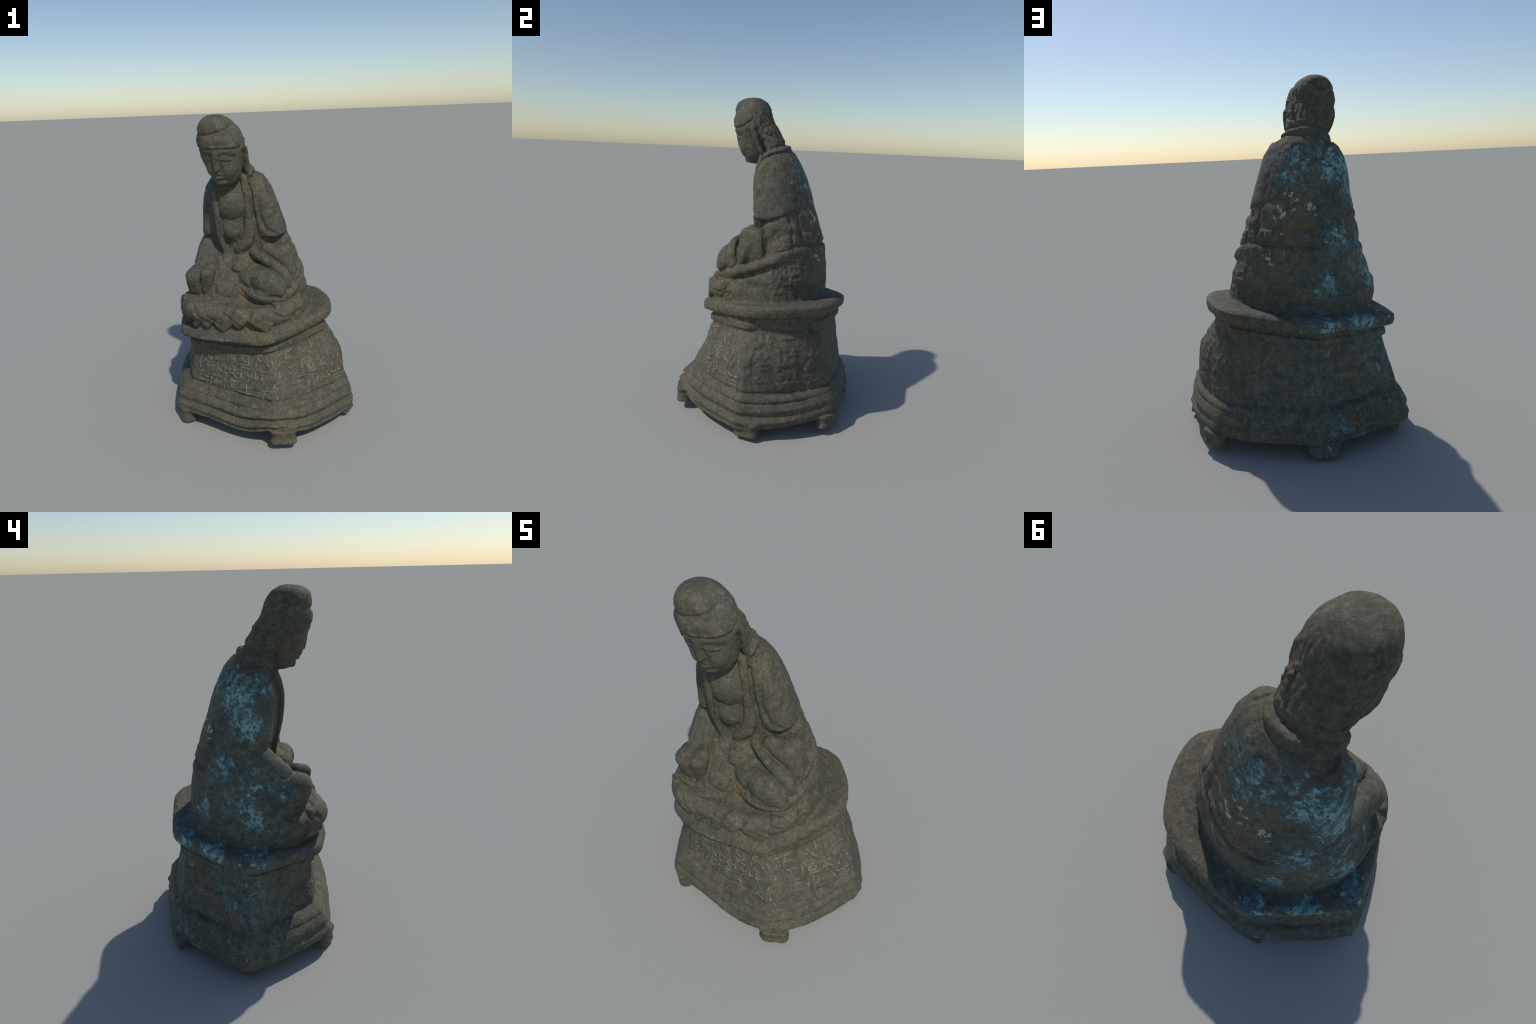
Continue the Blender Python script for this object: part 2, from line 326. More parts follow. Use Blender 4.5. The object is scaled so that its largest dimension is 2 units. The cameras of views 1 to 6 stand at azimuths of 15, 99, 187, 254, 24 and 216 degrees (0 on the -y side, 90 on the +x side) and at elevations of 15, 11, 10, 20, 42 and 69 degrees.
# chest, belly and lapels
groove([(-.195, -.11, 1.375), (-.16, -.14, 1.352), (-.12, -.14, 1.345), (-.08, -.13, 1.352), (-.05, -.11, 1.375)], .008, .0045)
groove([(-.036, -.085, 1.60), (-.042, -.10, 1.50), (-.042, -.10, 1.40), (-.045, -.10, 1.30), (-.075, -.105, 1.215)], .006, .006)
groove([(.028, -.03, 1.60), (.020, -.03, 1.50), (.022, -.04, 1.42), (.030, -.05, 1.33), (.035, -.05, 1.25), (.01, -.08, 1.17)], .009, .012)
groove([(-.19, -.11, 1.56), (-.184, -.13, 1.46), (-.183, -.125, 1.38), (-.178, -.115, 1.30), (-.16, -.11, 1.22)], .006, .006)
groove([(-.245, -.06, 1.56), (-.24, -.10, 1.46), (-.235, -.10, 1.38), (-.228, -.09, 1.30), (-.225, -.08, 1.22), (-.195, -.09, 1.13)], .007, .009)
groove([(-.205, -.115, 1.33), (-.197, -.115, 1.24), (-.165, -.12, 1.13)], .004, .004)
# +x sleeve folds and hem
groove([(.062, -.06, 1.52), (.072, -.075, 1.42), (.085, -.09, 1.34), (.11, -.10, 1.285), (.16, -.09, 1.265)], .014, .008)
groove([(.16, -.05, 1.55), (.165, -.04, 1.45), (.15, -.06, 1.38)], .02, .004)
# +x side: seams of the hanging sleeve and robe
groove([(.262, -.005, 1.20), (.275, .01, 1.12), (.29, .025, 1.02)], .007, .009)
groove([(.215, .165, 1.29), (.22, .175, 1.22), (.235, .185, 1.12), (.245, .20, 1.08)], .008, .010)
groove([(.20, -.30, .905), (.27, -.165, .96), (.30, -.01, 1.012), (.255, .11, 1.06), (.17, .20, 1.10)], .008, .009)
groove([(.262, -.155, 1.13), (.28, -.155, 1.06), (.28, -.165, .97)], .006, .008)
groove([(.30, -.13, .90), (.325, -.03, .84), (.335, .055, .775)], .010, .008)
groove([(.285, -.17, .875), (.29, -.21, .81), (.27, -.245, .755)], .009, .011)
# lap
groove([(-.04, -.235, .935), (.012, -.275, .900), (.09, -.30, .872), (.18, -.305, .862), (.24, -.28, .872)], .008, .010)
groove([(.032, -.26, 1.01), (.04, -.29, .96), (.09, -.315, .925), (.16, -.325, .91), (.222, -.31, .915)], .008, .010)
groove([(-.312, -.19, 1.055), (-.312, -.225, .97), (-.308, -.24, .875)], .006, .012)
groove([(-.215, -.16, 1.04), (-.213, -.22, .97), (-.212, -.24, .90)], .010, .010)
groove([(-.41, -.21, .89), (-.36, -.24, .865), (-.30, -.25, .86), (-.235, -.255, .872)], .008, .010)
groove([(-.132, -.165, 1.085), (-.135, -.175, 1.055), (-.10, -.20, 1.03), (-.05, -.19, 1.03)], .007, .010)
groove([(-.025, -.20, 1.018), (.03, -.20, 1.012), (.06, -.19, 1.03)], .006, .009)
groove([(-.21, -.09, 1.13), (-.18, -.12, 1.07), (-.13, -.16, 1.03), (-.06, -.19, 1.012)], .008, .008)
groove([(-.20, -.24, .90), (-.13, -.25, .875), (-.06, -.25, .885)], .008, .005)
groove([(.115, -.13, 1.145), (.17, -.165, 1.115), (.225, -.18, 1.075), (.262, -.175, 1.02)], .007, .009)
groove([(-.06, -.26, .875), (-.16, -.29, .84), (-.24, -.30, .82)], .010, .004)
groove([(-.05, -.24, .90), (.0, -.255, .878), (.06, -.28, .86)], .010, .005)
# folds under the legs
groove([(-.325, -.32, .83), (-.27, -.34, .77), (-.195, -.36, .715)], .008, .012)
groove([(-.24, -.335, .80), (-.20, -.36, .765), (-.15, -.37, .735)], .007, .007)
groove([(-.13, -.37, .82), (-.06, -.40, .77), (.0, -.395, .725)], .009, .016)
groove([(.055, -.38, .835), (.045, -.40, .78), (.05, -.40, .735)], .012, .010)
groove([(-.16, -.355, .835), (-.05, -.385, .838), (.06, -.385, .838), (.165, -.355, .845)], .009, .006)
groove([(.165, -.35, .835), (.21, -.325, .805), (.265, -.29, .79), (.30, -.24, .80), (.325, -.16, .87)], .008, .011)
groove([(-.43, -.23, .835), (-.425, -.25, .815)], .013, .016)
# back of the robe
groove([(.135, .185, 1.285), (.135, .195, 1.20), (.14, .21, 1.10)], .010, .010)
groove([(.20, -.09, 1.240), (.215, .0, 1.236), (.20, .08, 1.262), (.16, .15, 1.292), (.12, .19, 1.295)], .009, .010)
groove([(.15, .22, 1.10), (.07, .28, 1.092), (-.06, .31, 1.088), (-.18, .31, 1.085)], .010, .013)
groove([(-.185, .245, 1.30), (-.20, .27, 1.20), (-.185, .30, 1.09)], .017, .014)
groove([(-.345, .0, 1.235), (-.34, .08, 1.245), (-.32, .15, 1.26)], .010, .006)
groove([(-.30, -.03, 1.205), (-.345, .03, 1.20), (-.345, .10, 1.215)], .010, .008)
# -x thigh folds
groove([(-.37, -.11, 1.06), (-.41, -.05, 1.0), (-.43, -.01, .93)], .010, .006)
groove([(-.40, -.10, 1.0), (-.43, -.08, .93)], .008, .004)
groove([(-.44, -.14, .88), (-.47, -.02, .85), (-.48, .10, .84)], .014, .005)
# cracks on the casting
groove([(.235, .07, 1.225), (.235, .09, 1.215), (.24, .105, 1.225)], .004, .006)
groove([(.25, .10, 1.17), (.255, .085, 1.14), (.26, .11, 1.12), (.262, .095, 1.09)], .006, .008)
groove([(-.37, .47, .30), (-.38, .47, .25), (-.375, .49, .20), (-.385, .50, .13)], .005, .006)
groove([(-.46, .33, .29), (-.40, .39, .275), (-.33, .44, .285), (-.27, .47, .27)], .006, .007)
groove([(.50, .32, .18), (.505, .32, .14)], .006, .010)
for x, y, z, r, dpt in ((.085, -.03, 1.60, .010, .010), (.10, -.02, 1.575, .012, .010), (.065, -.05, 1.585, .008, .008), (.09, -.05, 1.545, .010, .010), (.055, .0, 1.63, .009, .008),
                        (-.005, .06, 1.635, .012, .010), (.02, .045, 1.645, .010, .010), (-.30, -.055, 1.57, .016, .016), (-.31, -.02, 1.555, .010, .010),
                        (-.006, -.075, 1.905, .010, .012), (-.19, .30, 1.15, .007, .012), (.30, -.20, .79, .014, .014), (-.49, -.12, .80, .009, .01),
                        (.585, .03, .46, .010, .008), (-.36, .04, 1.25, .006, .008)):
    groove([(x, y, z), (x + .001, y, z)], r, dpt)

# ------------------------------------------------------------------ inscription: strokes on a unit cell
GLYPHS = [
    [(.1, .9, .9, .9), (.15, .9, .05, .1), (.3, .7, .85, .7), (.35, .7, .35, .35), (.8, .7, .8, .35), (.35, .52, .8, .52), (.35, .35, .8, .35), (.57, .8, .57, .05), (.25, .2, .95, .2)],
    [(.2, .95, .05, .5), (.15, .65, .15, .05), (.55, .95, .4, .6), (.5, .75, .95, .75), (.6, .75, .6, .05), (.6, .5, .9, .5), (.6, .28, .9, .28)],
    [(.5, .95, .5, .05), (.1, .65, .9, .65), (.5, .6, .1, .15), (.5, .6, .92, .15), (.7, .9, .82, .8)],
    [(.4, .9, .1, .1), (.55, .9, .95, .1), (.25, .5, .7, .5)],
    [(.1, .85, .9, .85), (.2, .85, .2, .15), (.8, .85, .8, .15), (.2, .6, .8, .6), (.2, .38, .8, .38), (.2, .15, .8, .15)],
    [(.5, .95, .5, .1), (.15, .8, .85, .8), (.25, .5, .75, .5), (.05, .12, .95, .12)],
    [(.1, .7, .9, .75), (.5, .95, .15, .1), (.45, .5, .9, .08), (.3, .35, .7, .35)],
    [(.15, .9, .15, .45), (.15, .9, .45, .9), (.45, .9, .45, .45), (.15, .68, .45, .68), (.6, .9, .95, .9), (.78, .9, .78, .4), (.6, .65, .95, .65), (.1, .3, .9, .3), (.3, .3, .12, .05), (.7, .3, .9, .05)],
    [(.3, .95, .15, .7), (.1, .6, .45, .65), (.28, .75, .28, .05), (.6, .9, .6, .1), (.6, .9, .95, .85), (.95, .85, .9, .15), (.6, .5, .92, .5)],
]
def panel_point(i, s, w):
    """Point on pedestal side i (between corner i and i+1) at fraction s and level w."""
    W = [.275, .42, .55]; C = np.array([HEX["foot"], HEX["middle"], HEX["neck"]])
    c = np.array([[np.interp(w, W, C[:, k, j]) for j in (0, 1)] for k in range(6)])
    q = c[i] * (1 - s) + c[(i + 1) % 6] * s
    z = w
    for _ in range(4): z = w + (z - lean(np.array([[q[0], q[1], z]]))[0])
    return V(q[0], q[1], z)

STROKES = []   # (points, half width, raised?)
def write(i, rows, cols, s0, s1, w0, w1, half, seed, skip=0.1, raised=False, squash=.86):
    r = np.random.default_rng(seed)
    for a in range(rows):
        for b in range(cols):
            g = GLYPHS[r.integers(len(GLYPHS))]
            g = g + [tuple(np.clip(np.array([cx0, cy0, cx0 + lx, cy0 + ly]), -.1, 1.1)) for cx0, cy0, lx, ly in zip(r.random(1), r.random(1), r.normal(0, .22, 1), r.normal(0, .25, 1))]   # stray worn strokes
            if r.random() < skip: continue
            sh = r.uniform(-.12, .12, 2)
            for x0, y0, x1, y1 in g:
                if r.random() < .1: continue
                j = r.normal(0, .03, 4)
                P = []
                for x, y in ((x0 + j[0], y0 + j[1]), (x1 + j[2], y1 + j[3])):
                    s = s0 + (s1 - s0) * (b + .5 + (x - .5 + sh[0]) * squash) / cols
                    w = w0 + (w1 - w0) * (a + .5 + (y - .5 + sh[1]) * squash) / rows
                    P.append(panel_point(i, s, w))
                STROKES.append((np.array(P), half * r.uniform(.8, 1.15), raised))

write(5, 3, 5, .06, .985, .280, .550, .0070, 3, .0, squash=1.0)
write(0, 3, 5, .015, .985, .280, .550, .0070, 7, .0, squash=1.0)
write(1, 3, 3, .04, .97, .285, .545, .0095, 9, .0, True, .88)
write(4, 2, 2, .70, .96, .30, .42, .0050, 12, .0, True)

def side_marks(seed):
    """Faint raised marks on the hanging robe over the left thigh and hip."""
    r = np.random.default_rng(seed)
    for a in range(2):
        for b in range(2):
            for x0, y0, x1, y1 in GLYPHS[r.integers(len(GLYPHS))]:
                P = [V(.34 - .25 * max(0, yy) , yy, zz) for yy, zz in ((.05 + .115 * (b + x), .775 + .115 * (a + y) + .012 * (b + x)) for x, y in ((x0, y0), (x1, y1)))]
                STROKES.append((np.array(P), .0082, True))
side_marks(5)

# ------------------------------------------------------------------ field evaluation
def back_panel(p):
    """Square cloth panel standing proud of the mid-back, and the robe overlapping the hips below it."""
    f = lambda v, a, b: np.clip((v - a) / (b - a), 0, 1)
    x, y, z = p.T
    zt = z - .03 * x
    return f(y, .05, .16) * (.007 * f(x, -.195, -.172) * f(-x, -.148, -.128) * f(zt, 1.092, 1.106) * f(-zt, -1.31, -1.27) + .007 * f(-zt, -1.085, -1.068) * f(zt, .78, .95) * f(-x, -.30, -.22) * f(x, -.20, -.17))

def body(p, labels=False):
    D = np.full(len(p), 0.5); best = np.full(len(p), 9.0); lab = np.zeros(len(p), np.int16)
    for part, fn, k, lo, hi in SOLIDS:
        m = np.flatnonzero(np.all((p > lo) & (p < hi), axis=1))
        if not len(m): continue
        d = fn(p[m])
        D[m] = smin(D[m], d, k)
        if labels:
            b = d < best[m]; best[m[b]] = d[b]; lab[m[b]] = PARTS.index(part)
    hit = np.flatnonzero((np.abs(D) < .08) & (p[:, 1] > .05) & (p[:, 2] > .75) & (p[:, 2] < 1.32))
    if len(hit): D[hit] -= back_panel(p[hit])
    return (D, lab) if labels else D

def gradient(f, p, e=0.003):
    return np.stack([(f(p + d) - f(p - d)) for d in np.eye(3) * e], 1) / (2 * e)

def snap(p, steps=7):
    p = p.copy()
    for _ in range(steps):
        f, g = body(p), gradient(body, p)
        step = (f / np.maximum((g * g).sum(1), .15))[:, None] * g
        n = np.linalg.norm(step, axis=1, keepdims=True)
        p -= step * np.minimum(1, .015 / (n + 1e-9))
    return p

stamp("setup")
paths = [smooth_path(g[0], .008) for g in GROOVES] + [smooth_path(s[0], .006) for s in STROKES]
ends = np.cumsum([len(q) for q in paths])
snapped = np.split(snap(np.vstack(paths)), ends[:-1])
CUTS = [(q, g[1] * .9, g[2] * 1.7) for q, g in zip(snapped, GROOVES)]
CUTS += [(q, s[1] * 1.1, -.0055 if s[1] == .0082 else (-.0090 if s[2] else -.0062)) for q, s in zip(snapped[len(GROOVES):], STROKES)]

def carve(p, D):
    for q, w, depth in CUTS:
        m = np.flatnonzero(np.all((p > q.min(0) - 2.6 * w) & (p < q.max(0) + 2.6 * w), axis=1))
        if not len(m): continue
        s = p[m]; d = np.full(len(m), 9.0)
        for a, b in zip(q[:-1], q[1:]):
            ab = b - a; t = np.clip(((s - a) @ ab) / (ab @ ab + 1e-12), 0, 1)
            d = np.minimum(d, ((s - a - t[:, None] * ab) ** 2).sum(1))
        D[m] += depth * np.exp(-d / w ** 2)
    return D

stamp("snap")
# ------------------------------------------------------------------ mesh the zero surface (surface nets, narrow band)
N = np.ceil((HI - LO) / H).astype(int); STEP = 5
N = (N // STEP + 1) * STEP
cn = N // STEP + 1
cg = np.stack(np.meshgrid(*[np.arange(c) for c in cn], indexing="ij"), -1).reshape(-1, 3)
cD = body(LO + cg * H * STEP).reshape(cn)
near = np.abs(cD) < H * STEP * 2.0
cells = near[:-1, :-1, :-1]
for a in (0, 1):
    for b in (0, 1):
        for c in (0, 1):
            cells = cells | near[a:cn[0] - 1 + a, b:cn[1] - 1 + b, c:cn[2] - 1 + c]
F = np.repeat(np.repeat(np.repeat(np.where(cD > 0, .5, -.5).astype(np.float32), STEP, 0), STEP, 1), STEP, 2)[:N[0] + 1, :N[1] + 1, :N[2] + 1]
act = np.argwhere(cells)
off = np.stack(np.meshgrid(*[np.arange(STEP)] * 3, indexing="ij"), -1).reshape(-1, 3)
act = act[np.lexsort(((act // 8)[:, 0], (act // 8)[:, 1], (act // 8)[:, 2]))]      # neighbouring cells together
def fill(chunk):
    ijk = (chunk[:, None] * STEP + off).reshape(-1, 3)
    p = LO + ijk * H
    F[tuple(ijk.T)] = carve(p, body(p))
with ThreadPoolExecutor(4) as pool: list(pool.map(fill, np.array_split(act, max(1, len(act) // 400))))
stamp("field")
inside = F < 0
c = np.zeros(np.array(inside.shape) - 1, np.uint8)
for a in (0, 1):
    for b in (0, 1):
        for d in (0, 1): c += inside[a:inside.shape[0] - 1 + a, b:inside.shape[1] - 1 + b, d:inside.shape[2] - 1 + d]
mixed = (c > 0) & (c < 8)
cell = np.argwhere(mixed)
index = np.full(mixed.shape, -1, np.int32); index[tuple(cell.T)] = np.arange(len(cell))
acc, cnt = np.zeros((len(cell), 3)), np.zeros(len(cell))
corners = [(a, b, d) for a in (0, 1) for b in (0, 1) for d in (0, 1)]
for A in corners:
    for ax in range(3):
        if A[ax]: continue
        B = list(A); B[ax] = 1
        fa, fb = F[tuple((cell + A).T)], F[tuple((cell + B).T)]
        m = (fa < 0) != (fb < 0)
        t = fa[m] / (fa[m] - fb[m])
        q = np.tile(np.array(A, float), (m.sum(), 1)); q[:, ax] = t
        acc[m] += q; cnt[m] += 1
verts = LO + (cell + acc / cnt[:, None]) * H
quads = []
for ax in range(3):
    u, v = (ax + 1) % 3, (ax + 2) % 3
    sl0 = [slice(1, -1)] * 3; sl1 = [slice(1, -1)] * 3
    sl0[ax], sl1[ax] = slice(0, -1), slice(1, None)
    a, b = inside[tuple(sl0)], inside[tuple(sl1)]
    e = np.argwhere(a != b); flip = b[tuple(e.T)]
    base = e + np.array([0 if i == ax else 1 for i in range(3)])
    du, dv = np.eye(3, dtype=int)[u], np.eye(3, dtype=int)[v]
    q = np.stack([index[tuple((base - s).T)] for s in (du + dv, dv, 0 * du, du)], 1)
    q[flip] = q[flip][:, ::-1]
    quads.append(q)
quads = np.vstack(quads)
quads = quads[(quads >= 0).all(1)]
del F, inside, c, mixed, index

# drop crumbs: keep the biggest connected body
root = np.arange(len(verts))
while True:
    m = root[quads].min(1); new = root.copy()
    for k in range(4): np.minimum.at(new, quads[:, k], m)
    new = new[new]
    if (new == root).all(): break
    root = new
ids, n = np.unique(root, return_counts=True)
keep = root == ids[n.argmax()]
quads = quads[keep[quads[:, 0]]]
used = np.unique(quads); remap = np.full(len(verts), -1); remap[used] = np.arange(len(used))
verts, quads = verts[used], remap[quads]

def relax(v, q, times, amount=.5):
    for _ in range(times):
        s, k = np.zeros_like(v), np.zeros(len(v))
        for a, b in ((0, 1), (1, 2), (2, 3), (3, 0)):
            np.add.at(s, q[:, a], v[q[:, b]]); np.add.at(s, q[:, b], v[q[:, a]])
            np.add.at(k, q[:, a], 1); np.add.at(k, q[:, b], 1)
        v = v + amount * (s / k[:, None] - v)
    return v

def vertex_normals(v, q):
    fn = np.cross(v[q[:, 2]] - v[q[:, 0]], v[q[:, 3]] - v[q[:, 1]])
    n = np.zeros_like(v)
    for k in range(4): np.add.at(n, q[:, k], fn)
    return n / (np.linalg.norm(n, axis=1, keepdims=True) + 1e-12)

stamp("nets")
verts = relax(verts, quads, 1)
nrm = vertex_normals(verts, quads)
centres = verts[quads].mean(1)
_, lab = body(centres, True)

# cast-metal unevenness: long dents, a hammered middle scale and fine corrosion grain
x, y, z = verts.T
def near_spot(cx, cy, cz, r): return np.exp(-((x - cx) ** 2 + (y - cy) ** 2 + (z - cz) ** 2) / r ** 2)
rough = .55 + 1.5 * near_spot(.08, -.02, 1.57, .09) + 1.2 * near_spot(.25, .11, 1.13, .09) + 1.3 * near_spot(.0, -.05, 1.78, .09) + 1.0 * near_spot(-.05, .06, 1.63, .09)
rough += .9 * near_spot(.28, .2, .86, .13) + .6 * near_spot(-.36, .46, .22, .15) + .5 * np.clip(lattice_noise(verts, 5, 3), 0, 1)
face_zone = near_spot(-.14, -.27, 1.70, .11)
rough *= 1 - .7 * face_zone
disp = .0030 * lattice_noise(verts, 11, 1) * (1 - .6 * face_zone) + rough * (.0020 * lattice_noise(verts, 34, 2) + .0014 * lattice_noise(verts, 75, 4)) - rough * .0022 * np.clip(lattice_noise(verts, 50, 9) - .45, 0, 1)
verts = verts + nrm * disp[:, None]
verts[:, 2] = np.maximum(verts[:, 2], 0)
nrm = vertex_normals(verts, quads)

stamp("displaced")
# ------------------------------------------------------------------ material
def new_material(name):
    m = bpy.data.materials.new(name); m.use_nodes = True
    t = m.node_tree; t.nodes.clear()
    return m, t

class Tree:
    def __init__(s, t): s.t = t
    def n(s, kind, **kw):
        o = s.t.nodes.new(kind)
        for k, v in kw.items(): setattr(o, k, v)
        return o
    def put(s, sock, v):
        if hasattr(v, "is_output"): s.t.links.new(v, sock)
        else: sock.default_value = v
    def math(s, op, a, b=0.0, c=None, clamp=False):
        o = s.n("ShaderNodeMath", operation=op, use_clamp=clamp)
        s.put(o.inputs[0], a); s.put(o.inputs[1], b)
        if c is not None: s.put(o.inputs[2], c)
        return o.outputs[0]
    def noise(s, vec, scale, detail=4, rough=.55, seed=0.0, dist=0.0):
        o = s.n("ShaderNodeTexNoise", noise_dimensions="4D")
        s.put(o.inputs["Vector"], vec); o.inputs["W"].default_value = seed
        o.inputs["Scale"].default_value, o.inputs["Detail"].default_value, o.inputs["Roughness"].default_value, o.inputs["Distortion"].default_value = scale, detail, rough, dist
        return o.outputs[0]
    def ramp(s, v, a, b):
        o = s.n("ShaderNodeMapRange", interpolation_type="SMOOTHSTEP")
        s.put(o.inputs["Value"], v); s.put(o.inputs["From Min"], a); s.put(o.inputs["From Max"], b)
        return o.outputs[0]
    def mix(s, f, a, b):
        o = s.n("ShaderNodeMix", data_type="RGBA")
        s.put(o.inputs["Factor"], f)
        for k, v in ((6, a), (7, b)): s.put(o.inputs[k], v if hasattr(v, "is_output") else (*v, 1))
        return o.outputs[2]
    def spot(s, vec, c, r):
        o = s.n("ShaderNodeVectorMath", operation="DISTANCE")
        s.put(o.inputs[0], vec); o.inputs[1].default_value = c
        return s.ramp(o.outputs["Value"], r, r * .25)
    def any_spot(s, vec, spots):
        v = 0.0
        for c, r, a in spots: v = s.math("MAXIMUM", v, s.math("MULTIPLY", s.spot(vec, c, r), a))
        return v

BLUE = [((-.06, .22, 1.50), .22, .8), ((-.30, .14, 1.47), .21, 1.0), ((-.33, .10, 1.36), .16, 1.0), ((-.16, .20, 1.56), .17, .72), ((.06, .20, 1.52), .18, .62), ((.08, .26, 1.36), .14, .55), ((-.32, .0, 1.53), .12, .8),
        ((-.30, .25, 1.12), .18, .78), ((-.40, .10, 1.06), .16, .72), ((-.45, .16, .95), .14, .78), ((-.47, .10, .86), .13, 1.0), ((-.24, .36, .87), .13, .85), ((-.40, .28, .92), .13, .7),
        ((-.42, .36, .69), .18, .95), ((-.22, .47, .72), .17, .9), ((-.52, .12, .67), .15, .8), ((-.42, .36, .58), .14, .75), ((-.22, .46, .56), .12, .6), ((-.50, .18, .45), .22, .55),
        ((-.28, .50, .18), .14, .6), ((-.20, .53, .06), .12, .5), ((-.16, -.14, 1.90), .10, .12), ((-.38, -.06, 1.0), .14, .72), ((-.02, .17, 1.62), .08, .5)]
OCHRE = [((-.06, -.11, 1.06), .13, .9), ((-.20, -.13, 1.03), .11, .8), ((.02, -.08, 1.22), .12, .7), ((.02, -.40, .74), .13, .75), ((-.03, -.25, .92), .12, .7), ((.30, -.20, .88), .14, .6),
         ((.28, -.20, .72), .16, .6), ((.12, -.42, .66), .18, .7), ((.36, -.15, .70), .18, .5), ((-.02, .29, 1.22), .20, 1.4), ((-.12, .24, 1.40), .16, 1.1), ((-.06, .35, 1.03), .13, .5),
         ((.24, -.50, .12), .16, .55), ((-.22, -.24, 1.91), .09, .55), ((-.04, -.24, 1.86), .09, .4), ((-.15, -.28, 1.72), .07, .55), ((.28, .0, 1.0), .12, .5), ((.33, .42, .70), .20, .55),
         ((-.60, .2, .12), .15, .5), ((.05, -.09, 1.58), .09, .5), ((-.14, .03, 1.72), .10, .4)]
PALE = [((.0, .29, 1.30), .16, 1.0), ((.05, .31, 1.15), .13, 1.0), ((-.05, .35, 1.04), .13, .9), ((.12, .33, 1.03), .12, .9), ((-.16, .26, 1.27), .09, 1.0), ((.16, .25, 1.30), .09, .9), ((.12, .30, 1.12), .10, .8)]
GREEN = [((-.13, -.42, .66), .07, .9), ((-.06, -.22, 1.92), .10, .6), ((.30, .48, .26), .10, .6), ((.40, .30, .28), .09, .5), ((-.47, -.31, .04), .06, 1.0), ((-.40, .40, .66), .16, .7), ((-.44, .30, .50), .18, .6),
         ((-.30, .08, 1.28), .14, .7), ((-.40, .22, .98), .16, .7), ((-.26, -.14, 1.93), .10, .6), ((.02, .12, 1.63), .08, .7), ((-.16, -.17, 1.06), .05, .6), ((-.13, -.28, 1.80), .08, .4), ((.015, -.07, 1.72), .07, .5), ((.03, -.08, 1.34), .04, .8)]

